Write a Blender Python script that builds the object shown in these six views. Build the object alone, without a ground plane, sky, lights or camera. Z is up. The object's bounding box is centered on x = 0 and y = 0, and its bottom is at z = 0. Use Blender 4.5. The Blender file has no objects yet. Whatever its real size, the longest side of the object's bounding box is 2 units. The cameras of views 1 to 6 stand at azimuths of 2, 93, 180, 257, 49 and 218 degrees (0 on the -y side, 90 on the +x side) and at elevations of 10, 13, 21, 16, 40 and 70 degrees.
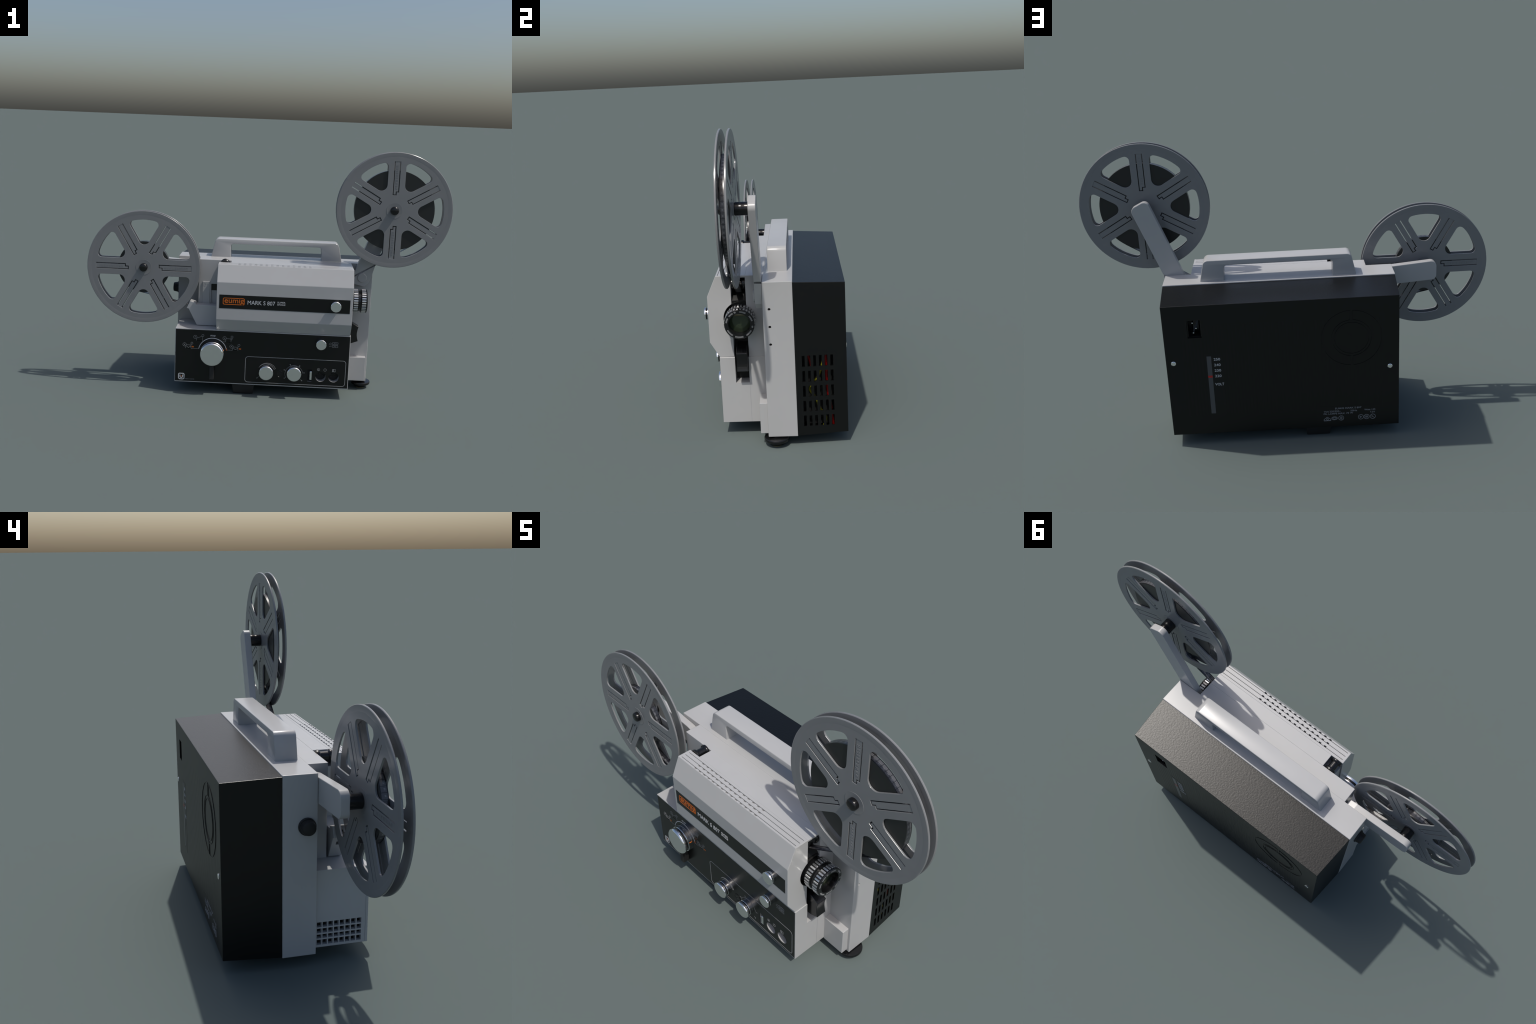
# Super-8 film projector: slab chassis, black rear cover, control box with knobs,
# lamp housing, lens, carrying handle and two spool arms with spoked reels.
import bpy, bmesh, math, random
from mathutils import Vector, Matrix
random.seed(7)
PI = math.pi

# ------------------------------------------------------------------ materials
def material(name, color, rough=0.4, metal=0.0, noise=0.0, noise_scale=40.0,
             bump=0.0, bump_scale=200.0, coat=0.0, spec=0.5):
    m = bpy.data.materials.new(name)
    m.use_nodes = True
    nt = m.node_tree
    b = nt.nodes["Principled BSDF"]
    b.inputs["Base Color"].default_value = (*color, 1)
    b.inputs["Roughness"].default_value = rough
    b.inputs["Metallic"].default_value = metal
    b.inputs["Coat Weight"].default_value = coat
    b.inputs["Specular IOR Level"].default_value = spec
    tc = nt.nodes.new("ShaderNodeTexCoord")
    if noise > 0:
        n = nt.nodes.new("ShaderNodeTexNoise")
        n.inputs["Scale"].default_value = noise_scale
        n.inputs["Detail"].default_value = 4
        nt.links.new(tc.outputs["Object"], n.inputs["Vector"])
        r = nt.nodes.new("ShaderNodeValToRGB")
        r.color_ramp.elements[0].position = 0.3
        r.color_ramp.elements[1].position = 0.7
        r.color_ramp.elements[0].color = (*[c * (1 - noise) for c in color], 1)
        r.color_ramp.elements[1].color = (*[min(1, c * (1 + noise)) for c in color], 1)
        nt.links.new(n.outputs["Fac"], r.inputs["Fac"])
        nt.links.new(r.outputs["Color"], b.inputs["Base Color"])
    if bump > 0:
        n2 = nt.nodes.new("ShaderNodeTexNoise")
        n2.inputs["Scale"].default_value = bump_scale
        n2.inputs["Detail"].default_value = 2
        nt.links.new(tc.outputs["Object"], n2.inputs["Vector"])
        bp = nt.nodes.new("ShaderNodeBump")
        bp.inputs["Strength"].default_value = bump
        bp.inputs["Distance"].default_value = 0.002
        nt.links.new(n2.outputs["Fac"], bp.inputs["Height"])
        nt.links.new(bp.outputs["Normal"], b.inputs["Normal"])
    return m

def mathnode(nt, op, a, b=None, c=None):
    n = nt.nodes.new("ShaderNodeMath")
    n.operation = op
    for i, v in enumerate((a, b, c)):
        if v is None:
            continue
        if isinstance(v, (int, float)):
            n.inputs[i].default_value = v
        else:
            nt.links.new(v, n.inputs[i])
    return n.outputs[0]

def cover_material():
    # crackle lacquer: fine pebbled bump everywhere, shallow vertical flutes on the back face
    m = material("black_crackle_lacquer", (0.0020, 0.0023, 0.0023), 0.38, spec=0.40)
    nt = m.node_tree
    b = nt.nodes["Principled BSDF"]
    tc = nt.nodes.new("ShaderNodeTexCoord")
    geo = nt.nodes.new("ShaderNodeNewGeometry")
    n = nt.nodes.new("ShaderNodeTexNoise")
    n.inputs["Scale"].default_value = 130
    n.inputs["Detail"].default_value = 2
    nt.links.new(tc.outputs["Object"], n.inputs["Vector"])
    sep = nt.nodes.new("ShaderNodeSeparateXYZ")
    nt.links.new(geo.outputs["True Normal"], sep.inputs[0])
    back = mathnode(nt, "GREATER_THAN", sep.outputs["Y"], 0.7)
    top = mathnode(nt, "GREATER_THAN", sep.outputs["Z"], 0.7)
    pos = nt.nodes.new("ShaderNodeSeparateXYZ")
    nt.links.new(tc.outputs["Object"], pos.inputs[0])
    inside_x = mathnode(nt, "LESS_THAN", mathnode(nt, "ABSOLUTE", mathnode(nt, "SUBTRACT", pos.outputs["X"], 0.05)), 0.46)
    inside_z = mathnode(nt, "LESS_THAN", mathnode(nt, "ABSOLUTE", mathnode(nt, "SUBTRACT", pos.outputs["Z"], 0.39)), 0.235)
    dx = mathnode(nt, "SUBTRACT", pos.outputs["X"], -0.27)
    dz = mathnode(nt, "SUBTRACT", pos.outputs["Z"], 0.524)
    rr = mathnode(nt, "SQRT", mathnode(nt, "ADD", mathnode(nt, "MULTIPLY", dx, dx), mathnode(nt, "MULTIPLY", dz, dz)))
    outring = mathnode(nt, "GREATER_THAN", rr, 0.14)
    mask = mathnode(nt, "MULTIPLY", mathnode(nt, "MULTIPLY", back, outring), mathnode(nt, "MULTIPLY", inside_x, inside_z))
    flute = mathnode(nt, "MULTIPLY", mathnode(nt, "SINE", mathnode(nt, "MULTIPLY", pos.outputs["X"], 2 * PI / 0.0165)), 0.26)
    pebble = mathnode(nt, "MULTIPLY", n.outputs["Fac"], mathnode(nt, "ADD", mathnode(nt, "MULTIPLY", top, 0.25), 0.12))
    h = mathnode(nt, "ADD", pebble, mathnode(nt, "MULTIPLY", flute, mask))
    bp = nt.nodes.new("ShaderNodeBump")
    bp.inputs["Strength"].default_value = 0.5
    bp.inputs["Distance"].default_value = 0.0022
    nt.links.new(h, bp.inputs["Height"])
    nt.links.new(bp.outputs["Normal"], b.inputs["Normal"])
    return m

def film_material(name, radius=None):
    # film base with frame lines and perforation ticks; across = local z, along = arc or local x
    m = material(name, (0.09, 0.09, 0.095), 0.28)
    nt = m.node_tree
    b = nt.nodes["Principled BSDF"]
    tc = nt.nodes.new("ShaderNodeTexCoord")
    pos = nt.nodes.new("ShaderNodeSeparateXYZ")
    nt.links.new(tc.outputs["Object"], pos.inputs[0])
    if radius:
        s = mathnode(nt, "MULTIPLY", mathnode(nt, "ARCTAN2", pos.outputs["Y"], pos.outputs["X"]), radius)
    else:
        s = pos.outputs["X"]
    f = mathnode(nt, "FRACT", mathnode(nt, "ADD", mathnode(nt, "MULTIPLY", s, 1 / 0.0215), 100.0))
    frame = mathnode(nt, "GREATER_THAN", f, 0.08)
    az = mathnode(nt, "ABSOLUTE", pos.outputs["Z"])
    band = mathnode(nt, "LESS_THAN", az, 0.0104)
    fac = mathnode(nt, "MULTIPLY", frame, band)
    zin = mathnode(nt, "LESS_THAN", mathnode(nt, "ABSOLUTE", mathnode(nt, "SUBTRACT", pos.outputs["Z"], 0.003)), 0.0028)
    t1 = mathnode(nt, "LESS_THAN", mathnode(nt, "ABSOLUTE", mathnode(nt, "SUBTRACT", f, 0.42)), 0.035)
    t2 = mathnode(nt, "LESS_THAN", mathnode(nt, "ABSOLUTE", mathnode(nt, "SUBTRACT", f, 0.62)), 0.035)
    tick = mathnode(nt, "MULTIPLY", mathnode(nt, "ADD", t1, t2), zin)
    mix = nt.nodes.new("ShaderNodeMix"); mix.data_type = "RGBA"
    mix.inputs["A"].default_value = (0.006, 0.006, 0.007, 1)
    mix.inputs["B"].default_value = (0.085, 0.085, 0.092, 1)
    nt.links.new(fac, mix.inputs["Factor"])
    mix2 = nt.nodes.new("ShaderNodeMix"); mix2.data_type = "RGBA"
    mix2.inputs["B"].default_value = (0.3, 0.3, 0.3, 1)
    nt.links.new(tick, mix2.inputs["Factor"])
    nt.links.new(mix.outputs["Result"], mix2.inputs["A"])
    nt.links.new(mix2.outputs["Result"], b.inputs["Base Color"])
    return m

WHITE = material("ivory_white_plastic", (0.415, 0.415, 0.415), 0.27, noise=0.015, noise_scale=9, bump=0.03, bump_scale=400)
HOUSING = WHITE
COVER = cover_material()
PANEL = material("black_panel_foil", (0.0038, 0.0042, 0.0042), 0.30, spec=0.42, bump=0.02, bump_scale=600)
BLACK = material("black_gloss_plastic", (0.006, 0.006, 0.0065), 0.22)
RUBBER = material("black_rubber", (0.012, 0.012, 0.012), 0.6, bump=0.1, bump_scale=300)
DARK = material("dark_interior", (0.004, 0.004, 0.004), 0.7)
CHROME = material("polished_chrome", (0.93, 0.93, 0.93), 0.06, metal=1.0)
RIBS = material("satin_rib_metal", (0.66, 0.66, 0.66), 0.32, metal=1.0)
CHROMERIM = material("turned_chrome", (0.70, 0.70, 0.71), 0.12, metal=1.0)
REEL = material("grey_reel_plastic", (0.20, 0.205, 0.21), 0.24, noise=0.02, noise_scale=12, bump=0.02, bump_scale=260)
FILMSIDE = material("film_edge_black", (0.014, 0.015, 0.015), 0.38, bump=0.02, bump_scale=900)
INK = material("silver_ink", (0.52, 0.53, 0.55), 0.5)
INKGREY = material("grey_ink", (0.24, 0.25, 0.27), 0.5)
INKMID = material("dull_silver_ink", (0.26, 0.265, 0.27), 0.5)
INKORANGE = material("orange_ink", (0.58, 0.13, 0.007), 0.45)
RED = material("red_marker", (0.45, 0.012, 0.01), 0.4)
SCALE = material("smoked_scale_window", (0.075, 0.077, 0.082), 0.3)
WIRERED = material("red_wire_sheath", (0.26, 0.004, 0.004), 0.4)
WIREYELLOW = material("yellow_wire_sheath", (0.22, 0.21, 0.01), 0.4)
BRASS = material("brass_pad", (0.5, 0.42, 0.15), 0.4)
LABELPLATE = material("black_label_foil", (0.0028, 0.0031, 0.0031), 0.40, spec=0.40)
GLASS = material("coated_lens_glass", (0.026, 0.032, 0.020), 0.07, coat=0.6)
GLASS.node_tree.nodes["Principled BSDF"].inputs["Coat Tint"].default_value = (0.75, 0.95, 0.7, 1)

# ------------------------------------------------------------------ scene tree
COL = bpy.context.scene.collection
ROOT = bpy.data.objects.new("film_projector", None)
COL.objects.link(ROOT)
ROOT["label"] = "white and black film projector with two grey spoked reels"
ROOT["category"] = "film projector"

def finish(me, name, mats, parent=ROOT, smooth=None, matrix=None, stuff=False):
    o = bpy.data.objects.new(name, me)
    COL.objects.link(o)
    for m in (mats if isinstance(mats, (list, tuple)) else [mats]):
        me.materials.append(m)
    if smooth:
        me.shade_smooth()
        me.set_sharp_from_angle(angle=math.radians(smooth))
    o.parent = parent
    if matrix is not None:
        o.matrix_basis = matrix
    if stuff:
        o["kind"] = "stuff"
    return o

def repeat(o, matrix, parent=None):
    c = o.copy()
    COL.objects.link(c)
    c.matrix_basis = matrix
    if parent is not None:
        c.parent = parent
    for ch in o.children:
        cc = ch.copy()
        COL.objects.link(cc)
        cc.parent = c
    return c

def to_mesh(bm, name="m"):
    me = bpy.data.meshes.new(name)
    bmesh.ops.recalc_face_normals(bm, faces=bm.faces)
    bm.to_mesh(me)
    bm.free()
    return me

def evaluate(me, mods):
    """apply a list of (type, settings) modifiers to a mesh through a throwaway object"""
    o = bpy.data.objects.new("helper", me)
    COL.objects.link(o)
    for t, s in mods:
        md = o.modifiers.new(t, t)
        for k, v in s.items():
            setattr(md, k, v)
    dg = bpy.context.evaluated_depsgraph_get()
    out = bpy.data.meshes.new_from_object(o.evaluated_get(dg))
    bpy.data.objects.remove(o)
    return out

def bevel(me, w, seg=2, angle=35):
    return evaluate(me, [("BEVEL", dict(width=w, segments=seg, limit_method="ANGLE", angle_limit=math.radians(angle)))])

def cut(me, cutter, keep_cutter_material=False):
    c = bpy.data.objects.new("cutter", cutter)
    COL.objects.link(c)
    out = evaluate(me, [("BOOLEAN", dict(operation="DIFFERENCE", solver="EXACT", object=c))])
    bpy.data.objects.remove(c)
    return out

def add_box(bm, x0, x1, y0, y1, z0, z1):
    v = [bm.verts.new((x, y, z)) for x in (x0, x1) for y in (y0, y1) for z in (z0, z1)]
    for f in ((0, 1, 3, 2), (4, 6, 7, 5), (0, 4, 5, 1), (2, 3, 7, 6), (0, 2, 6, 4), (1, 5, 7, 3)):
        bm.faces.new([v[i] for i in f])

def boxes(*bs):
    bm = bmesh.new()
    for b in bs:
        add_box(bm, *b)
    return to_mesh(bm)

def box(*b, bev=0.0, seg=2):
    me = boxes(b)
    return bevel(me, bev, seg) if bev else me

def prism(pts, axis, a0, a1):
    """extrude a 2D polygon: axis x -> pts are (y,z); axis y -> pts are (x,z); axis z -> pts are (x,y)"""
    bm = bmesh.new()
    def P(p, a):
        return {"x": (a, p[0], p[1]), "y": (p[0], a, p[1]), "z": (p[0], p[1], a)}[axis]
    lo = [bm.verts.new(P(p, a0)) for p in pts]
    hi = [bm.verts.new(P(p, a1)) for p in pts]
    bm.faces.new(lo)
    bm.faces.new(list(reversed(hi)))
    n = len(pts)
    for i in range(n):
        bm.faces.new((lo[i], hi[i], hi[(i + 1) % n], lo[(i + 1) % n]))
    return to_mesh(bm)

def round_poly(pts, seg=6):
    """pts: (u, v, radius) -> polygon with filleted corners"""
    out = []
    n = len(pts)
    for i in range(n):
        p = Vector(pts[i][:2]); r = pts[i][2] if len(pts[i]) > 2 else 0
        if r <= 0:
            out.append(tuple(p)); continue
        a = (Vector(pts[i - 1][:2]) - p).normalized()
        b = (Vector(pts[(i + 1) % n][:2]) - p).normalized()
        half = a.angle(b) / 2
        t = r / math.tan(half)
        c = p + (a + b).normalized() * (r / math.sin(half))
        s = p + a * t - c
        e = p + b * t - c
        ang = s.angle_signed(e)
        for k in range(seg + 1):
            th = -ang * k / seg
            out.append((c.x + s.x * math.cos(th) - s.y * math.sin(th), c.y + s.x * math.sin(th) + s.y * math.cos(th)))
    return out

def lathe(profile, n=48, cap=True):
    """revolve (radius, height) points about local z"""
    bm = bmesh.new()
    rings = []
    for r, z in profile:
        if r < 1e-6:
            rings.append([bm.verts.new((0, 0, z))])
        else:
            rings.append([bm.verts.new((r * math.cos(2 * PI * i / n), r * math.sin(2 * PI * i / n), z)) for i in range(n)])
    for a, b in zip(rings, rings[1:]):
        for i in range(n):
            j = (i + 1) % n
            vs = [a[i], a[j], b[j], b[i]] if len(a) > 1 and len(b) > 1 else ([a[0], b[j], b[i]] if len(a) == 1 else [a[i], a[j], b[0]])
            bm.faces.new(vs)
    for ring, flip in ((rings[0], True), (rings[-1], False)):
        if cap and len(ring) > 1:
            bm.faces.new(list(reversed(ring)) if flip else ring)
    return to_mesh(bm)

def cyl(r, z0, z1, n=48):
    return lathe([(r, z0), (r, z1)], n)

FRONT = Matrix.Rotation(PI / 2, 4, "X")            # local z -> world -y, local y -> world z
BACK = Matrix.Rotation(PI, 4, "Z") @ FRONT         # local z -> world +y, local x -> world -x
RIGHT = Matrix.Rotation(PI / 2, 4, "Z") @ FRONT    # local z -> world +x, local x -> world +y
LEFT = Matrix.Rotation(-PI / 2, 4, "Z") @ FRONT    # local z -> world -x
def at(x, y, z, R=Matrix.Identity(4)):
    return Matrix.Translation((x, y, z)) @ R

def merged(meshes):
    bm = bmesh.new()
    for me in meshes:
        bm.from_mesh(me)
    out = bpy.data.meshes.new("m")
    bm.to_mesh(out)
    bm.free()
    return out

def moved(me, M):
    me = me.copy()
    me.transform(M)
    return me

def flat_sheet(outlines, thick, bev=0.0, res=1):
    """filled 2D outlines (outer ones and holes) extruded along local z, centred on z = 0"""
    cu = bpy.data.curves.new("sheet", "CURVE")
    cu.dimensions = "2D"
    cu.fill_mode = "BOTH"
    cu.extrude = thick / 2 - bev
    cu.bevel_depth = bev
    cu.bevel_resolution = res
    cu.offset = -bev
    for o in outlines:
        sp = cu.splines.new("POLY")
        sp.points.add(len(o) - 1)
        for p, q in zip(sp.points, o):
            p.co = (q[0], q[1], 0, 1)
        sp.use_cyclic_u = True
    ob = bpy.data.objects.new("helper", cu)
    COL.objects.link(ob)
    dg = bpy.context.evaluated_depsgraph_get()
    me = bpy.data.meshes.new_from_object(ob.evaluated_get(dg))
    bpy.data.objects.remove(ob)
    bm = bmesh.new()
    bm.from_mesh(me)
    bmesh.ops.remove_doubles(bm, verts=bm.verts, dist=1e-5)
    bm.to_mesh(me)
    bm.free()
    return me

def circle(r, n=64, c=(0, 0), a0=0.0, a1=2 * PI, end=False):
    k = n + 1 if end else n
    return [(c[0] + r * math.cos(a0 + (a1 - a0) * i / n), c[1] + r * math.sin(a0 + (a1 - a0) * i / n)) for i in range(k)]

def ribbons(lines, w, t):
    """printed strokes: polylines (u, v) of width w, thickness t, lying on local z = 0; closed if first == last"""
    bm = bmesh.new()
    for L in lines:
        closed = (Vector(L[0]) - Vector(L[-1])).length < 1e-7
        P = [Vector(p) for p in (L[:-1] if closed else L)]
        n = len(P)
        rows = []
        for i in range(n):
            a = P[i - 1] if (i > 0 or closed) else None
            b = P[(i + 1) % n] if (i < n - 1 or closed) else None
            d1 = (P[i] - a).normalized() if a is not None else None
            d2 = (b - P[i]).normalized() if b is not None else None
            d = (d1 + d2) if (d1 is not None and d2 is not None) else (d1 if d1 is not None else d2)
            if d.length < 1e-6:
                d = d2
            d = d.normalized()
            nrm = Vector((-d.y, d.x))
            k = 1.0
            if d1 is not None and d2 is not None:
                k = 1 / max(0.5, nrm.dot(Vector((-d1.y, d1.x))))
            q = nrm * (w / 2 * k)
            rows.append([bm.verts.new((P[i].x + q.x, P[i].y + q.y, 0)), bm.verts.new((P[i].x - q.x, P[i].y - q.y, 0)),
                         bm.verts.new((P[i].x - q.x, P[i].y - q.y, t)), bm.verts.new((P[i].x + q.x, P[i].y + q.y, t))])
        m = n if closed else n - 1
        for i in range(m):
            A, B = rows[i], rows[(i + 1) % n]
            for e in range(4):
                bm.faces.new((A[e], B[e], B[(e + 1) % 4], A[(e + 1) % 4]))
        if not closed:
            bm.faces.new(rows[0])
            bm.faces.new(list(reversed(rows[-1])))
    return to_mesh(bm)

def text_mesh(s, u0, u1, v0, v1, t=0.0005, weight=0.0, ref=None):
    """letters of the built-in font stretched to fill the box u0..u1, v0..v1 (ref: string that sets the height)"""
    def make(q):
        cu = bpy.data.curves.new("txt", "FONT")
        cu.body = q
        cu.extrude = 0.001
        cu.offset = weight
        cu.resolution_u = 4
        ob = bpy.data.objects.new("helper", cu)
        COL.objects.link(ob)
        dg = bpy.context.evaluated_depsgraph_get()
        me = bpy.data.meshes.new_from_object(ob.evaluated_get(dg))
        bpy.data.objects.remove(ob)
        xs = [v.co.x for v in me.vertices]; ys = [v.co.y for v in me.vertices]
        return me, min(xs), max(xs), min(ys), max(ys)
    me, x0, x1, y0, y1 = make(s)
    if ref:
        _, _, _, y0, y1 = make(ref)
    for v in me.vertices:
        v.co = (u0 + (v.co.x - x0) / (x1 - x0) * (u1 - u0), v0 + (v.co.y - y0) / (y1 - y0) * (v1 - v0), t if v.co.z > 0 else 0.0)
    return me

def wire(pts, r, name, mat, parent):
    cu = bpy.data.curves.new("wire", "CURVE")
    cu.dimensions = "3D"
    cu.bevel_depth = r
    cu.bevel_resolution = 3
    sp = cu.splines.new("NURBS")
    sp.points.add(len(pts) - 1)
    for p, q in zip(sp.points, pts):
        p.co = (*q, 1)
    sp.use_endpoint_u = True
    sp.order_u = 3
    ob = bpy.data.objects.new("helper", cu)
    COL.objects.link(ob)
    dg = bpy.context.evaluated_depsgraph_get()
    me = bpy.data.meshes.new_from_object(ob.evaluated_get(dg))
    bpy.data.objects.remove(ob)
    return finish(me, name, mat, parent, smooth=60)

# ------------------------------------------------------------------ main dimensions
CH_X0, CH_X1, CH_Y0, CH_Y1, CH_Z0, CH_Z1 = -0.504, 0.605, -0.037, 0.0918, 0.044, 0.742
CV_X0, CV_X1, CV_Y1, CV_Z0, CV_Z1 = -0.4885, 0.5905, 0.3105, 0.055, 0.7275
PX0, PX1, PY = -0.489, 0.4825, -0.244           # control box ends and front plane
HX0, HX1 = -0.263, 0.479                         # lamp housing ends
CHAN_Y0, CHAN_Y1 = -0.178, -0.114                # film channel between housing and mechanism
LENS = Vector((0.0, -0.141, 0.549))

# ------------------------------------------------------------------ chassis
me = box(CH_X0, CH_X1, CH_Y0, CH_Y1, CH_Z0, CH_Z1, bev=0.0025)
holes = merged([moved(cyl(0.0062, -0.012, 0.01, 20), at(CH_X1, -0.0095, z, RIGHT)) for z in (0.623, 0.545, 0.467)])
chassis = finish(cut(me, holes), "chassis", WHITE)
for z in (0.623, 0.545, 0.467):
    finish(cyl(0.0075, -0.016, -0.0115, 16), "screw_hole_plug", DARK, chassis, matrix=at(CH_X1, -0.0095, z, RIGHT))
finish(box(0.481, 0.593, -0.0705, CH_Y0 + 0.001, 0.056, 0.197, bev=0.002), "foot_bracket", WHITE)
# side button
finish(lathe([(0.033, -0.004), (0.033, 0.006), (0.031, 0.008), (0.0285, 0.008), (0.0285, 0.012), (0.025, 0.03), (0.022, 0.032), (0, 0.032)], 40),
       "side_button", RUBBER, chassis, smooth=35, matrix=at(CH_X0, 0.002, 0.550, LEFT))

# ------------------------------------------------------------------ carrying handle
hp = [(-0.3225, 0.738), (-0.2975, 0.8472, 0.026), (0.4040, 0.8472, 0.026), (0.4275, 0.738),
      (0.3125, 0.738), (0.3075, 0.820, 0.016), (-0.2115, 0.820, 0.016), (-0.2085, 0.738)]
me = prism(round_poly(hp, 8), "y", -0.017, 0.069)
finish(bevel(me, 0.004, 3, 50), "carrying_handle", WHITE, smooth=18)

# ------------------------------------------------------------------ rear cover
def drafted_box(t):
    """cover hull shrunk by t: a box that tapers from the chassis towards the back"""
    m_ = boxes((CV_X0 + t, CV_X1 - t, CH_Y1 - 0.002 + t, CV_Y1 - t, CV_Z0 + t, CV_Z1 - t))
    for v in m_.vertices:
        if v.co.y < 0.2:
            v.co.x += math.copysign(0.0143, v.co.x)
            v.co.z += 0.0095 if v.co.z > 0.4 else -0.0085
    return m_
me = bevel(drafted_box(0.0), 0.0015, 2)
me = cut(me, drafted_box(0.007))
slots = []
for r in range(5):
    for c in range(6):
        y = 0.1195 + c * 0.0242
        z = 0.412 - r * 0.0683
        slots.append((CV_X1 - 0.016, CV_X1 + 0.03, y, y + 0.0118, z - 0.0495, z))
me = cut(me, boxes(*slots, (0.4145, 0.4785, CV_Y1 - 0.02, CV_Y1 + 0.02, 0.566, 0.655)))
cover = finish(me, "rear_cover", COVER)
# inlet socket
sock = boxes((0.410, 0.483, CV_Y1 - 0.078, CV_Y1 - 0.0075, 0.561, 0.660))
sock = cut(sock, boxes((0.4185, 0.4745, CV_Y1 - 0.071, CV_Y1 + 0.02, 0.570, 0.651)))
socket = finish(sock, "mains_socket", BLACK, cover)
finish(bevel(boxes((0.424, 0.462, CV_Y1 - 0.070, CV_Y1 - 0.052, 0.577, 0.640)), 0.006, 2), "socket_core", BLACK, cover)
pin = box(-0.0032, 0.0032, -0.022, 0.022, -0.0022, 0.0022, bev=0.0006)
p0 = finish(pin, "socket_pin", CHROME, socket, matrix=at(0.4535, CV_Y1 - 0.034, 0.636))
for x, z in ((0.4385, 0.609), (0.4515, 0.5865)):
    repeat(p0, at(x, CV_Y1 - 0.034, z))
# screws
sc = finish(lathe([(0.0115, -0.002), (0.0115, 0.0015), (0.009, 0.0032), (0, 0.0036)], 28), "cover_screw", CHROME, cover, smooth=30,
            matrix=at(0.556, CV_Y1, 0.440, BACK))
repeat(sc, at(-0.446, CV_Y1, 0.370, BACK))
# pressed rings
def ring_groove(r, gaps):
    out = []
    for a0, a1 in gaps:
        out.append(circle(r, 60, (0, 0), a0, a1, end=True))
    return out
g = 0.05
arcs = [(PI / 2 + g, 3 * PI / 2 - g), (-PI / 2 + g, PI / 2 - g)]
lines = ring_groove(0.139, arcs) + ring_groove(0.0915, arcs)
lines += [circle(0.079, 96, end=True)]
lines += [[(s, z0), (s, z1)] for s in (-0.006, 0.006) for z0, z1 in ((0.0925, 0.138), (-0.138, -0.0925))]
finish(ribbons(lines, 0.0028, 0.0019), "embossed_ring", COVER, cover, matrix=at(-0.270, CV_Y1, 0.524, BACK))
# voltage scale
finish(boxes((0.330, 0.411, CV_Y1 - 0.001, CV_Y1 + 0.0004, 0.152, 0.482)), "voltage_plate", LABELPLATE, cover)
finish(boxes((0.3805, 0.4015, CV_Y1, CV_Y1 + 0.0012, 0.165, 0.469)), "voltage_window", SCALE, cover)
finish(boxes((0.3808, 0.4012, CV_Y1, CV_Y1 + 0.0018, 0.3580, 0.3685)), "voltage_marker", RED, cover)
M_BACK = at(0, CV_Y1 + 0.0006, 0, BACK)
for s, z in (("250", 0.452), ("240", 0.423), ("230", 0.394), ("220", 0.365)):
    finish(text_mesh(s, -0.3695, -0.3395, z - 0.0065, z + 0.0065, 0.0006, 0.008), "lettering", INK, cover, matrix=M_BACK)
finish(text_mesh("VOLT", -0.372, -0.330, 0.3145, 0.3275, 0.0006, 0.006), "lettering", INK, cover, matrix=M_BACK)
# rating plate
finish(boxes((-0.401, -0.100, CV_Y1 - 0.001, CV_Y1 + 0.0004, 0.078, 0.168)), "rating_plate", LABELPLATE, cover)
for s, a, b, z in (("EUMIG MARK S 807", 0.185, 0.310, 0.1555), ("Volt 220/250~", 0.131, 0.211, 0.1405), ("50Hz", 0.258, 0.289, 0.140),
                   ("Watt 145", 0.324, 0.376, 0.1415), ("PR. LAMPE MAX. 75 W", 0.130, 0.270, 0.1275), ("12V", 0.353, 0.375, 0.1275)):
    finish(text_mesh(s, a, b, z - 0.0042, z + 0.0042, 0.0006, 0.004), "lettering", INKGREY, cover, matrix=M_BACK)
ic = [[(0.131, 0.090), (0.131, 0.098), (0.1465, 0.1105), (0.163, 0.098), (0.163, 0.090), (0.131, 0.090)], [(0.133, 0.0915), (0.161, 0.0915)],
      circle(0.0045, 16, (0.147, 0.0985), end=True)]
ic += [[(0.181 + 0.0135 * math.cos(t * PI / 12), 0.102 + 0.0085 * math.sin(t * PI / 12)) for t in range(25)],
       [(0.181 + 0.0085 * math.cos(t * PI / 12), 0.102 + 0.0045 * math.sin(t * PI / 12)) for t in range(25)]]
ic += [circle(0.0122, 24, (0.213, 0.102), end=True), [(0.209, 0.096), (0.209, 0.108)], [(0.213, 0.094), (0.213, 0.110)], [(0.217, 0.096), (0.217, 0.108)]]
for cx in (0.307, 0.3345, 0.364):
    ic.append(circle(0.0125, 24, (cx, 0.1025), end=True))
ic += [[(0.303, 0.098), (0.303, 0.107), (0.311, 0.1025), (0.303, 0.098)], [(0.328, 0.106), (0.341, 0.106)], [(0.328, 0.1025), (0.341, 0.1025)],
       [(0.328, 0.099), (0.341, 0.099)], [(0.357, 0.110), (0.371, 0.095)], [(0.359, 0.098), (0.363, 0.106)]]
finish(ribbons(ic, 0.0019, 0.0006), "approval_mark", INKGREY, cover, matrix=M_BACK)
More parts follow.
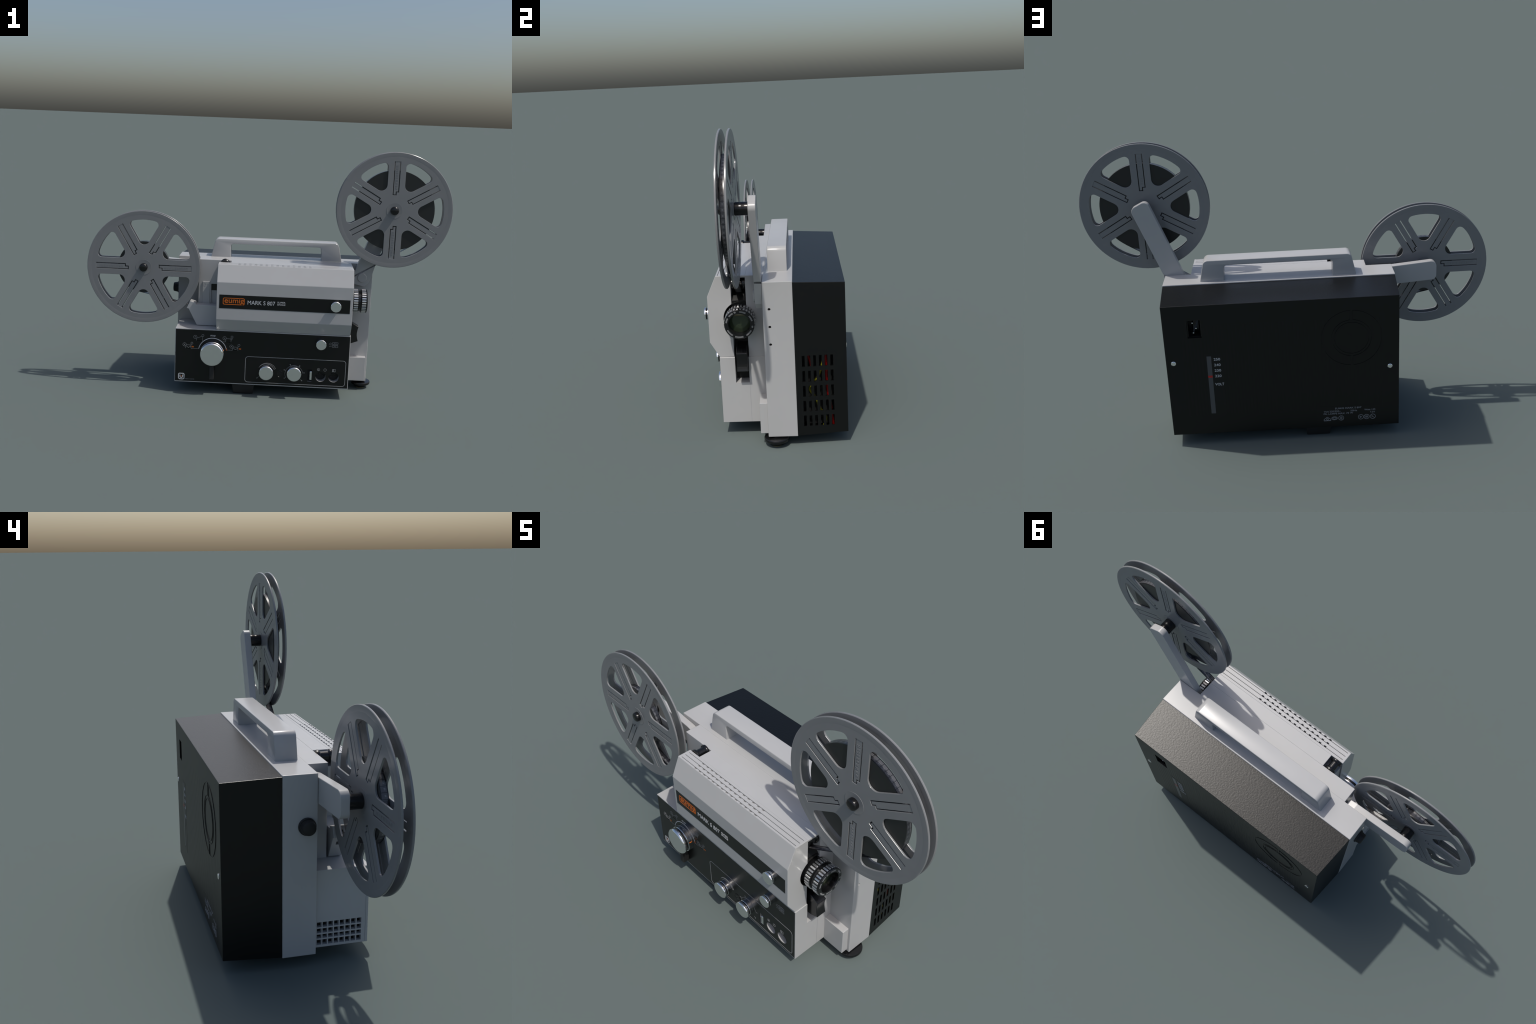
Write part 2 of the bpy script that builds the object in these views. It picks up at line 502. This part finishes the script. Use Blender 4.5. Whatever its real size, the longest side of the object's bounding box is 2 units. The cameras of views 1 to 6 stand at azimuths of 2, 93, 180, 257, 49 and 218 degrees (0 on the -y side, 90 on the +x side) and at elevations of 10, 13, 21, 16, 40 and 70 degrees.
# wiring seen through the vents
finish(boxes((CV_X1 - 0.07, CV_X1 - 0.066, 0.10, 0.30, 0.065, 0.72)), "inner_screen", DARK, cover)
wx = CV_X1 - 0.024
wire([(wx, 0.222, 0.45), (wx, 0.222, 0.36), (wx, 0.222, 0.28), (wx, 0.229, 0.22), (wx, 0.238, 0.17), (wx, 0.245, 0.12), (wx, 0.246, 0.07)], 0.0062, "wire", WIRERED, cover)
wire([(wx, 0.135, 0.44), (wx, 0.150, 0.39), (wx, 0.160, 0.35)], 0.0055, "wire", WIRERED, cover)
wire([(wx + 0.002, 0.212, 0.39), (wx + 0.002, 0.203, 0.345), (wx + 0.002, 0.186, 0.300), (wx + 0.002, 0.148, 0.262), (wx + 0.002, 0.150, 0.235), (wx, 0.172, 0.215),
      (wx, 0.186, 0.165), (wx, 0.204, 0.135), (wx, 0.222, 0.108), (wx, 0.205, 0.075)], 0.0052, "wire", WIREYELLOW, cover)

# ------------------------------------------------------------------ control box (lower front)
me = boxes((PX0, PX1, PY, CH_Y0 + 0.001, 0.0618, 0.371))
me = bevel(me, 0.001, 1)
SOCK = [(0.328, 0.128), (0.4005, 0.128)]
SW = (0.2545, 0.2795, 0.097, 0.168)
cutters = [boxes((0.40, 0.60, CHAN_Y0 + 0.001, CHAN_Y1 - 0.002, 0.250, 0.40))]
cutters += [moved(cyl(0.0285, -0.046, 0.02, 48), at(x, PY, z, FRONT)) for x, z in SOCK]
cutters += [boxes((SW[0], SW[1], PY - 0.02, PY + 0.02, SW[2], SW[3]))]
rows = ((0.164, 0.1435), (0.1385, 0.120), (0.1145, 0.0985), (0.093, 0.072))
for z1, z0 in rows:
    cutters.append(boxes(*[(PX0 - 0.02, PX0 + 0.018, -0.218 + c * 0.0222, -0.218 + c * 0.0222 + 0.0182, z0, z1) for c in range(8)]))
for c in cutters:
    me = cut(me, c)
control = finish(me, "control_box", WHITE)
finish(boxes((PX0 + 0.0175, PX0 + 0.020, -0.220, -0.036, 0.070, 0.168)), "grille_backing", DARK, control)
finish(boxes((PX0 - 0.0004, PX0 + 0.003, -0.2345, -0.2335, 0.0635, 0.370)), "panel_seam", INKGREY, control)
finish(boxes((PX1 - 0.003, PX1 + 0.0004, -0.1155, -0.1147, 0.0625, 0.2495)), "panel_seam", INKGREY, control)
# black front panel with openings
me = boxes((-0.4862, 0.4795, PY - 0.0008, PY + 0.002, 0.0672, 0.3660))
for x, z in SOCK:
    me = cut(me, moved(cyl(0.0285, -0.03, 0.02, 48), at(x, PY, z, FRONT)))
me = cut(me, boxes((SW[0], SW[1], PY - 0.02, PY + 0.02, SW[2], SW[3])))
panel = finish(me, "control_panel", PANEL)
for x, z in SOCK:
    pins = [moved(cyl(0.0026, -0.040, -0.033, 12), Matrix.Translation((0.012 * math.cos(a), 0.012 * math.sin(a), 0))) for a in [PI * k / 4 for k in range(5)]]
    finish(cyl(0.0280, -0.0455, -0.036, 40), "socket_face", RUBBER, panel, matrix=at(x, PY, z, FRONT))
    finish(merged(pins), "socket_pin", BLACK, panel, matrix=at(x, PY, z, FRONT))
finish(boxes((SW[0] - 0.001, SW[1] + 0.001, PY + 0.014, PY + 0.019, SW[2] - 0.001, SW[3] + 0.001)), "switch_well", DARK, panel)
finish(box(0.2665, 0.279, PY - 0.004, PY + 0.015, 0.108, 0.158, bev=0.003), "slide_switch", CHROME, panel)
finish(lathe([(0.0195, 0), (0.0195, 0.0015), (0.0182, 0.002), (0.0172, 0.0006), (0, 0.0006)], 40), "trim_screw", BLACK, panel, smooth=30,
       matrix=at(0.101, PY - 0.0008, 0.134, FRONT))
finish(boxes((-0.012, 0.012, -0.0014, 0.0014, 0, 0.0012)), "screw_slot", DARK, panel,
       matrix=at(0.101, PY - 0.0012, 0.134, FRONT) @ Matrix.Rotation(0.9, 4, "Z"))

def knob(r, h, x, y, z, n=64, parent=panel, skirt=0.93):
    base = lathe([(0, 0), (r * skirt, 0), (r * skirt, 0.46 * h), (r * (skirt - 0.03), 0.50 * h), (r * 0.6, 0.50 * h)], n)
    cap = lathe([(r * 0.6, 0.66 * h), (r * 0.96, 0.66 * h), (r, 0.70 * h), (r, h - 0.11 * r), (r * 0.985, h - 0.075 * r), (r * 0.925, h - 0.010 * r), (r * 0.905, h), (0, h)], n)
    me_ = merged([base, cap])
    k = finish(me_, "control_knob", CHROME, parent, smooth=24, matrix=at(x, y, z, FRONT))
    for i, m in enumerate((CHROME, CHROMERIM)):
        if i: me_.materials.append(m)
    for p in me_.polygons:
        if p.center.z < 0.55 * h:
            p.material_index = 1
    finish(cyl(r * 0.88, 0.49 * h, 0.67 * h, n), "knob_groove", BLACK, k, smooth=40)
    return k
Y0 = PY - 0.0008
big = knob(0.0655, 0.055, -0.2795, Y0, 0.2415, skirt=1.0)
finish(box(-0.2925, -0.2665, PY - 0.036, PY - 0.0008, 0.092, 0.215, bev=0.004), "selector_lever", RUBBER, panel)
finish(boxes((0.056, 0.0660, -0.0016, 0.0016, 0.006, 0.022)), "pointer_mark", INKORANGE, big, matrix=Matrix.Rotation(0.28, 4, "Z"))
k1 = knob(0.0405, 0.043, 0.0235, Y0, 0.1470)
repeat(k1, at(0.1785, Y0, 0.1475, FRONT))
knob(0.0290, 0.031, 0.3210, Y0, 0.3200)

# printed markings on the panel
def disc_icon(cx, cz, r=0.0095):
    return [circle(r, 20, (cx, cz), end=True), circle(0.002, 8, (cx, cz), end=True)]
def projector_icon(x, z, threaded):
    w = 0.036
    L = disc_icon(x, z + 0.021) + [circle(0.006, 14, (x + 0.041, z + 0.030), end=True)]
    L += [[(x + 0.0095, z + 0.019), (x + w - 0.002, z + 0.019), (x + 0.039, z + 0.0245)], [(x + 0.007, z + 0.014), (x + 0.007, z), (x + w, z), (x + w, z + 0.019)]]
    if threaded:
        L += [[(x + 0.009, z + 0.014), (x + 0.022, z + 0.004), (x + w, z + 0.014)]]
    return L
fine = projector_icon(-0.4365, 0.2580, True) + projector_icon(-0.1745, 0.2580, True) + projector_icon(-0.2145, 0.3040, False)
fine += disc_icon(-0.3775, 0.3250) + [circle(0.006, 14, (-0.3355, 0.3350), end=True), [(-0.371, 0.318), (-0.371, 0.304), (-0.336, 0.304), (-0.336, 0.329)], [(-0.369, 0.319), (-0.340, 0.330)]]
fine += [[(-0.181, 0.322), (-0.176, 0.316), (-0.172, 0.322), (-0.172, 0.330)]]
fine += [[(-0.430, 0.258), (-0.358, 0.258)], [(-0.201, 0.258), (-0.137, 0.258)], [(-0.371, 0.304), (-0.330, 0.304)], [(-0.228, 0.304), (-0.178, 0.304)]]
fine += [[(0.1175, 0.1565), (0.1305, 0.1525)]][:0]
# volume wedge
wa, wb, r0, r1 = math.radians(153), math.radians(22), 0.0465, 0.0560
outer = [(0.0235 + (r0 + (r1 - r0) * (i / 30)) * math.cos(wa + (wb - wa) * i / 30), 0.1420 + (r0 + (r1 - r0) * (i / 30)) * math.sin(wa + (wb - wa) * i / 30)) for i in range(31)]
inner = circle(r0, 30, (0.0235, 0.1420), wa, wb, end=True)
fine += [outer, inner, [outer[-1], inner[-1]]]
fine += [circle(0.0495, 44, (0.1785, 0.1370), math.radians(205), math.radians(8), end=True)]
for a in (207, 158, 112, 58, 10, -38):
    c, s = math.cos(math.radians(a)), math.sin(math.radians(a))
    fine.append([(0.1785 + 0.0485 * c, 0.137 + 0.0485 * s), (0.1785 + 0.0545 * c, 0.137 + 0.0545 * s)])
    fine.append(circle(0.0022, 8, (0.1785 + 0.058 * c, 0.137 + 0.058 * s), end=True))
fine += [circle(0.0024, 10, (-0.0265, 0.1040), end=True), [(-0.024, 0.107), (-0.015, 0.113)]]
fine += [circle(0.0070, 20, (0.3150, 0.1700), end=True), circle(0.0026, 10, (0.3138, 0.1685), end=True), circle(0.0075, 8, (0.3512, 0.1695), end=True)]
fr = lambda x0, x1, z0, z1: [(x0, z0), (x1, z0), (x1, z1), (x0, z1), (x0, z0)]
fine += [fr(0.392, 0.4085, 0.1610, 0.1755), fr(0.394, 0.4005, 0.1635, 0.173), [(0.397, 0.164), (0.397, 0.173)]]
fine += [fr(0.384, 0.4145, 0.3205, 0.3300), fr(0.384, 0.4145, 0.3020, 0.3115), [(0.391, 0.3235), (0.398, 0.3275), (0.408, 0.3275)], [(0.391, 0.304), (0.397, 0.309), (0.404, 0.304)],
         [(0.364, 0.316), (0.4145, 0.316)], [(0.366, 0.323), (0.374, 0.328)], [(0.366, 0.304), (0.374, 0.309)], [(0.375, 0.3255), (0.381, 0.3255)], [(0.375, 0.3065), (0.381, 0.3065)]]
M_PANEL = at(0, PY - 0.0008, 0, FRONT)
finish(ribbons(fine, 0.0014, 0.0005), "panel_marking", INKMID, panel, matrix=M_PANEL)
bold = [circle(0.0790, 60, (-0.2795, 0.2430), math.radians(168.5), math.radians(13.5), end=True)]
finish(ribbons(bold, 0.0034, 0.0005), "selector_scale", INK, panel, matrix=M_PANEL)
frame = round_poly([(-0.0940, 0.0780, 0.016), (0.4645, 0.0780, 0.016), (0.4645, 0.2260, 0.016), (-0.0940, 0.2260, 0.016)], 6)
finish(ribbons([frame + frame[:1]], 0.0028, 0.0005), "panel_frame_line", INKMID, panel, matrix=M_PANEL)
orange = [[(-0.396, 0.2675), (-0.384, 0.2675)], [(-0.133, 0.2675), (-0.121, 0.2675)]]
finish(ribbons(orange, 0.0062, 0.0005), "arrow_mark", INKORANGE, panel, matrix=M_PANEL)
finish(ribbons([[(-0.2005, 0.2665), (-0.2035, 0.2590), (-0.1985, 0.2560)]], 0.0036, 0.0005), "arrow_mark", INKORANGE, panel, matrix=M_PANEL)
finish(text_mesh("stop", -0.2940, -0.2650, 0.3295, 0.3415, 0.0005, 0.0), "lettering", INK, panel, matrix=M_PANEL)
# maker's badge
bd = round_poly([(-0.4665, 0.0770, 0.009), (-0.4350, 0.0770, 0.009), (-0.4350, 0.1100, 0.007), (-0.4665, 0.1100, 0.007)], 5)
finish(ribbons([bd + bd[:1], circle(0.0075, 16, (-0.4508, 0.093), PI, 2 * PI, end=True), [(-0.4583, 0.093), (-0.4583, 0.102)], [(-0.4433, 0.093), (-0.4433, 0.102)]], 0.0045, 0.0005), "badge", INK, panel, matrix=M_PANEL)
finish(ribbons([[(-0.4530, 0.0945), (-0.4486, 0.0945)]], 0.0045, 0.0005), "badge_centre", INKORANGE, panel, matrix=M_PANEL)
finish(text_mesh("made in austria", -0.4320, -0.3780, 0.0775, 0.0825, 0.0004, 0.0), "lettering", INKGREY, panel, matrix=M_PANEL)

# ------------------------------------------------------------------ lamp housing (upper front)
prof = [(CHAN_Y0, 0.3715), (-0.2425, 0.3715), (-0.2835, 0.4415), (-0.2835, 0.6500), (-0.2425, 0.7420), (CHAN_Y0, 0.7420)]
me = bevel(prism(prof, "x", HX0, HX1), 0.0018, 2, 20)
me = cut(me, moved(cyl(0.0755, 0.0, 0.12, 64), at(0.43, LENS.y, LENS.z, RIGHT)))
grooves = []
for y in (-0.1925, -0.2130, -0.2335):
    grooves.append((-0.251, 0.470, y - 0.0013, y + 0.0013, 0.7330, 0.76))
vents = []
for j, y in enumerate((-0.1925, -0.2130, -0.2335)):
    for i in range(14):
        x = -0.147 + 0.0298 * i
        vents.append((x - 0.0066, x + 0.0066, y - 0.0064, y - 0.0002, 0.725, 0.76))
me = cut(me, boxes(*grooves))
me = cut(me, boxes(*vents))
housing = finish(me, "lamp_housing", HOUSING)
finish(boxes((-0.245, 0.465, -0.2425 + 0.0005, -0.1915, 0.7275, 0.7300)), "vent_shade_plate", DARK, housing)  # black plate under the white slots, modelled to darken their shaded bottoms
finish(boxes((-0.2480, 0.4645, -0.2843, -0.2825, 0.5060, 0.5820)), "name_stripe", PANEL, housing)
M_STRIPE = at(0, -0.2843, 0, FRONT)
fr = round_poly([(-0.2262, 0.5292, 0.006), (-0.1110, 0.5292, 0.006), (-0.1110, 0.5640, 0.006), (-0.2262, 0.5640, 0.006)], 5)
finish(ribbons([fr + fr[:1]], 0.0036, 0.0006), "logo_frame", INKORANGE, housing, matrix=M_STRIPE)
finish(text_mesh("eumig", -0.2190, -0.1125, 0.5370, 0.5570, 0.0006, 0.008, ref="eum"), "lettering", INKORANGE, housing, matrix=M_STRIPE)
finish(text_mesh("MARK S 807", -0.0930, 0.0570, 0.5330, 0.5555, 0.0006, 0.005), "lettering", INK, housing, matrix=M_STRIPE)
finish(text_mesh("SUPER", 0.0690, 0.1130, 0.5475, 0.5560, 0.0006, 0.006), "lettering", INK, housing, matrix=M_STRIPE)
finish(text_mesh("SINGLE", 0.0690, 0.1130, 0.5355, 0.5440, 0.0006, 0.006), "lettering", INK, housing, matrix=M_STRIPE)
knob(0.0290, 0.0265, 0.3865, -0.2843, 0.5465, parent=housing)
# mechanism block behind the film channel, and the bridge over the channel
me = bevel(boxes((-0.380, 0.4805, CHAN_Y1, CH_Y0 + 0.0012, 0.3705, 0.7412)), 0.0018, 2)
mech = finish(cut(me, boxes((-0.3085, -0.240, CHAN_Y1 - 0.02, -0.1010, 0.486, 0.6025))), "mechanism_block", WHITE)
finish(bevel(boxes((-0.197, 0.4795, CHAN_Y0 - 0.001, CHAN_Y1 + 0.001, 0.7325, 0.7416)), 0.001, 1), "channel_bridge", WHITE)
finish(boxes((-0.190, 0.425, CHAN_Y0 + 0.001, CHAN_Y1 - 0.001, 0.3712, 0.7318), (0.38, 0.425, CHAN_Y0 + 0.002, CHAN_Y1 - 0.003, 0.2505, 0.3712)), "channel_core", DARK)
finish(prism([(0.424, 0.600), (0.470, 0.600), (0.470, 0.628), (0.424, 0.668)], "y", CHAN_Y0 + 0.001, CHAN_Y1 - 0.001), "film_deflector", PANEL)
finish(boxes((-0.257, -0.189, CHAN_Y0 + 0.0005, CHAN_Y1 - 0.0005, 0.3712, 0.6900)), "channel_end_wall", WHITE)
# guide rollers in the channel
rol = lathe([(0.010, -0.030), (0.026, -0.030), (0.027, -0.024), (0.026, -0.020), (0.0195, -0.015), (0.0195, 0.015), (0.026, 0.020), (0.027, 0.024), (0.026, 0.030), (0.010, 0.030)], 40)
r0_ = finish(rol, "guide_roller", BLACK, smooth=40, matrix=at(-0.232, -0.146, 0.7245, FRONT))
repeat(r0_, at(0.450, -0.146, 0.7000, FRONT))
# gate latch and film slit on the mechanism block
latch = finish(box(-0.3570, -0.3155, -0.1190, CHAN_Y1 + 0.001, 0.480, 0.6150, bev=0.0015), "gate_latch", WHITE)
finish(ribbons([[(-0.3475, 0.604), (-0.3475, 0.592), (-0.339, 0.592), (-0.336, 0.598), (-0.339, 0.604), (-0.3475, 0.604)], [(-0.331, 0.606), (-0.327, 0.600)]], 0.0016, 0.0008),
       "latch_mark", WHITE, latch, matrix=at(0, -0.1190, 0, FRONT))
finish(boxes((-0.3075, -0.242, -0.1040, -0.1005, 0.563, 0.6015)), "film_gate", PANEL)
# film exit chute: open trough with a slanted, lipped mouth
outer = [(-0.255, 0.3735), (-0.379, 0.3735), (-0.4265, 0.465), (-0.4385, 0.469), (-0.4200, 0.511), (-0.3905, 0.502), (-0.3860, 0.491), (-0.255, 0.489)]
me = prism(outer, "y", -0.1720, -0.1215)
me = cut(me, boxes((-0.50, -0.395, -0.1600, -0.1320, 0.4780, 0.4950), (-0.50, -0.385, -0.1600, -0.1400, 0.430, 0.446)))
finish(bevel(me, 0.002, 2), "film_chute", WHITE)

# ------------------------------------------------------------------ projection lens
Ml = at(0, LENS.y, LENS.z, RIGHT)
finish(lathe([(0.0752, 0.4315), (0.0752, 0.4775), (0.0738, 0.4775), (0.0738, 0.4330), (0.0, 0.4330)], 64, cap=False), "lens_well", DARK, smooth=30, matrix=Ml)
lens = finish(lathe([(0, 0.426), (0.0630, 0.426), (0.0630, 0.4875), (0.064, 0.4885), (0.064, 0.517), (0.062, 0.519), (0.0575, 0.520), (0.0575, 0.532), (0.062, 0.533),
                     (0.064, 0.535), (0.064, 0.5605), (0.0655, 0.5610), (0.0655, 0.5655), (0.063, 0.568), (0.0475, 0.568), (0.0465, 0.566), (0.0450, 0.532), (0, 0.532)], 72),
              "projection_lens", BLACK, smooth=35, matrix=Ml)
ribs = []
N = 30
for x0, x1 in ((0.4915, 0.5160), (0.5365, 0.5600)):
    for i in range(N):
        ribs.append(moved(box(0.0625, 0.0672, -0.0040, 0.0040, x0, x1, bev=0.0010, seg=1), Matrix.Rotation(2 * PI * i / N, 4, "Z")))
finish(merged(ribs), "grip_ribs", RIBS, lens, stuff=True)
finish(lathe([(0.0450, 0.5330), (0.036, 0.5350), (0.024, 0.5370), (0.012, 0.5380), (0, 0.5383)], 48), "front_glass", GLASS, lens, smooth=60)
marks = []
for a0, a1 in ((205, 238), (250, 285), (300, 330), (15, 40), (60, 88), (104, 112), (118, 140), (150, 172), (345, 352)):
    a = a0
    while a < a1:
        marks.append(circle(0.0565, 3, (0, 0), math.radians(a), math.radians(min(a + 2.6, a1)), end=True))
        a += 4.6
finish(ribbons(marks, 0.0062, 0.0005), "lens_marking", INKMID, lens, matrix=Matrix.Translation((0, 0, 0.568)), stuff=True)
# focus rocker under the lens
pr = [(0.425, 0.425), (0.494, 0.424), (0.531, 0.404)] + [(0.531 - 0.0075 * math.sin(PI * t / 8), 0.404 - 0.083 * t / 8) for t in range(1, 8)] + [(0.531, 0.321), (0.494, 0.307), (0.425, 0.300)]
finish(bevel(prism(pr, "y", -0.1655, -0.1185), 0.0015, 1, 50), "focus_rocker", BLACK)

# ------------------------------------------------------------------ feet
me = boxes((-0.170, -0.038, -0.226, 0.300, 0.0, 0.070))
for v in me.vertices:
    if v.co.z < 0.01:
        v.co.x = -0.159 if v.co.x < -0.1 else -0.048
        v.co.y = -0.219 if v.co.y < 0 else 0.285
finish(bevel(me, 0.004, 3), "rubber_foot", RUBBER, smooth=40)
finish(lathe([(0, 0.0016), (0.029, 0.0016), (0.034, 0.004), (0.040, 0.016), (0.043, 0.020), (0.053, 0.0205), (0.0555, 0.024), (0.0555, 0.033), (0.053, 0.0365), (0.02, 0.038), (0.02, 0.050)], 56),
       "adjustable_foot", BLACK, smooth=40, matrix=at(0.579, -0.002, 0))
finish(cyl(0.028, 0.0, 0.003, 40), "foot_pad", BRASS, matrix=at(0.579, -0.002, 0))

# ------------------------------------------------------------------ spool arms
AY0, AY1 = -0.0690, CH_Y0 - 0.0008
armR = round_poly([(0.741, 1.086, 0.028), (0.658, 1.1275, 0.026), (0.5135, 0.740), (0.4995, 0.700), (0.4995, 0.6785), (0.6145, 0.7475)], 8)
finish(bevel(prism(armR, "y", AY0, AY1), 0.0025, 2, 50), "reel_arm", WHITE, smooth=20)
plateR = round_poly([(0.6135, 0.7395), (0.497, 0.6700), (0.494, 0.629), (0.557, 0.6145, 0.006), (0.583, 0.642, 0.01), (0.600, 0.690)], 4)
finish(bevel(prism(plateR, "y", AY0 + 0.0005, AY1), 0.002, 2, 50), "arm_pivot_plate", WHITE)
piv = finish(lathe([(0.0265, 0), (0.0265, 0.005), (0.0235, 0.0085), (0, 0.0085)], 40), "pivot_cap", WHITE, smooth=35, matrix=at(0.543, AY0 + 0.0005, 0.667, FRONT))
armL = round_poly([(-0.388, 0.712), (-0.430, 0.7205, 0.03), (-0.729, 0.746, 0.028), (-0.729, 0.646, 0.024), (-0.470, 0.628), (-0.388, 0.628)], 8)
finish(bevel(prism(armL, "y", AY0 - 0.002, AY1), 0.0025, 2, 50), "reel_arm", WHITE, smooth=20)
# ------------------------------------------------------------------ reels
R_OUT, THICK = 0.316, 0.0080
def spoke_xy(th, s, t):
    return (s * math.cos(th) - t * math.sin(th), s * math.sin(th) + t * math.cos(th))
def window(mid):
    hw, ro = 0.0475, 0.2670
    a = math.asin(hw / ro)
    lo, hi = mid - PI / 6 + a, mid + PI / 6 - a
    pts = [(hw / math.sin(PI / 6) * math.cos(mid), hw / math.sin(PI / 6) * math.sin(mid), 0.032)]
    pts.append((ro * math.cos(lo), ro * math.sin(lo), 0.021))
    for k in range(9):
        th = lo + (hi - lo) * (0.20 + 0.6 * k / 8)
        pts.append((ro * math.cos(th), ro * math.sin(th), 0))
    pts.append((ro * math.cos(hi), ro * math.sin(hi), 0.021))
    return round_poly(pts, 7)
def slot(th, inset, end):
    i = inset
    q = [(end, -0.017 + i), (end, 0.0165 - i), (0.0840 + i, 0.0165 - i), (0.0840 + i, -0.004 + i), (0.1005 + i, -0.004 + i), (0.1005 + i, -0.017 + i)]
    return [spoke_xy(th, *p) for p in q]
spokes = [k * PI / 3 for k in range(6)]
outl = [circle(R_OUT - 0.003, 144)] + [window(s + PI / 6) for s in spokes] + [slot(s, 0, 0.2668) for s in spokes] + [circle(0.0200, 32)]
WEB = 0.0070
flange_me = flat_sheet(outl, WEB, 0.0010, 1)
rim = lathe([(0.2900, -WEB / 2 + 0.0002), (0.2985, -THICK / 2), (0.3140, -THICK / 2), (0.3160, -THICK / 2 + 0.0018), (0.3160, THICK / 2 - 0.0018), (0.3140, THICK / 2), (0.2985, THICK / 2), (0.2900, WEB / 2 - 0.0002)], 144, cap=False)
tongues = flat_sheet([slot(s, 0.0046, 0.2674) for s in spokes], 0.0040)
tongues.transform(Matrix.Translation((0, 0, 0.0004)))
letters = []
for s in (0.0, PI):
    u = 0.118
    while u < 0.252:
        w = random.choice((0.006, 0.008, 0.009))
        for l0, l1 in (((u, -0.006), (u, 0.006)), ((u, random.choice((-0.006, 0.0, 0.006))), (u + w * 0.7, 0.006)), ((u + w * 0.7, -0.006), (u + w * 0.7, random.choice((0.0, 0.006))))):
            letters.append([spoke_xy(s, *l0), spoke_xy(s, *l1)])
        u += w + 0.006
emboss = ribbons(letters, 0.0015, 0.0009)
emboss.transform(Matrix.Translation((0, 0, 0.0022)))
boss = lathe([(0.0435, 0.0020), (0.0435, 0.0046), (0.0405, 0.0046), (0.036, 0.0040), (0.020, 0.0040), (0.020, -0.003)], 56, cap=False)
flange_me = merged([flange_me, rim, tongues, emboss, boss])

GAP = 0.0186
def reel(name_angle, x, z, film_r, y):
    hub = lathe([(0.021, -GAP), (0.046, -GAP), (0.046, GAP), (0.021, GAP)], 48)
    M = at(x, y, z, FRONT) @ Matrix.Rotation(name_angle, 4, "Z")
    ro = finish(hub, "reel", REEL, smooth=35, matrix=M)
    f1 = bpy.data.objects.new("reel_flange", flange_me)
    f2 = bpy.data.objects.new("reel_flange", flange_me)
    for f, m in ((f1, Matrix.Translation((0, 0, GAP))), (f2, Matrix.Rotation(PI, 4, "Y") @ Matrix.Translation((0, 0, GAP)))):
        COL.objects.link(f)
        f.parent = ro
        f.matrix_basis = m
    fr_ = lathe([(0.0465, -0.0145), (film_r - 0.001, -0.0145), (film_r, -0.0138), (film_r, 0.0138), (film_r - 0.001, 0.0145), (0.0465, 0.0145)], 128)
    ff = finish(fr_, "film_roll", [FILMSIDE, film_material("film_frames_%d" % int(film_r * 1000), film_r)], ro, smooth=20)
    for p in fr_.polygons:
        c = p.center
        if abs(c.z) < 0.0135 and math.hypot(c.x, c.y) > film_r * 0.9:
            p.material_index = 1
    # spindle: nose in front, shaft to the arm behind
    finish(lathe([(0, 0.0445), (0.015, 0.0440), (0.0205, 0.0410), (0.0228, 0.0360), (0.0228, 0.020), (0.0195, 0.012), (0.0195, -0.0205), (0.0275, -0.0250), (0.0275, -0.0790), (0, -0.0790)], 44),
           "spindle", BLACK, ro, smooth=40)
    return ro
flange_me.materials.append(REEL)
flange_me.shade_smooth(); flange_me.set_sharp_from_angle(angle=math.radians(20))
reel(PI / 2, 0.684, 1.067, 0.2190, -0.1465)
reel(0.0, -0.684, 0.692, 0.1450, -0.1495)

# film strands between reels and film path
FILMSTRIP = film_material("film_strip")
def strand(pts, sub=8, t=0.0003):
    """film strip along a smooth path of (x, z) points, at the film plane"""
    P = [Vector(p) for p in pts]
    path = []
    for i in range(len(P) - 1):
        a, b, c, d = P[max(i - 1, 0)], P[i], P[i + 1], P[min(i + 2, len(P) - 1)]
        for k in range(sub):
            u = k / sub
            path.append(0.5 * ((2 * b) + (c - a) * u + (2 * a - 5 * b + 4 * c - d) * u * u + (3 * b - a - 3 * c + d) * u ** 3))
    path.append(P[-1])
    bm = bmesh.new()
    rows = []
    for i, p in enumerate(path):
        d = (path[min(i + 1, len(path) - 1)] - path[max(i - 1, 0)]).normalized()
        n = Vector((-d.y, d.x)) * t / 2
        rows.append([bm.verts.new((p.x + sg * n.x, p.y + sg * n.y, w)) for sg, w in ((1, -0.0145), (1, 0.0145), (-1, 0.0145), (-1, -0.0145))])
    for A, B in zip(rows, rows[1:]):
        for e in range(4):
            bm.faces.new((A[e], B[e], B[(e + 1) % 4], A[(e + 1) % 4]))
    bm.faces.new(rows[0]); bm.faces.new(list(reversed(rows[-1])))
    return finish(to_mesh(bm), "film_strand", FILMSTRIP, smooth=50, matrix=at(0, FILM_Y, 0, FRONT))
FILM_Y = -0.1465
def tangent(c, r, p, side):
    c, p = Vector(c), Vector(p)
    d = p - c
    a = math.atan2(d.y, d.x) + side * math.acos(r / d.length)
    return (c.x + r * math.cos(a), c.y + r * math.sin(a))
pR = (0.436, 0.6560)
strand([tangent((0.684, 1.067), 0.2193, pR, 1), (0.60, 0.7565), pR])
pL = (-0.415, 0.4860)
strand([tangent((-0.684, 0.692), 0.1453, pL, -1), (-0.56, 0.5160), (-0.46, 0.4935), pL])
bpy.context.view_layer.update()
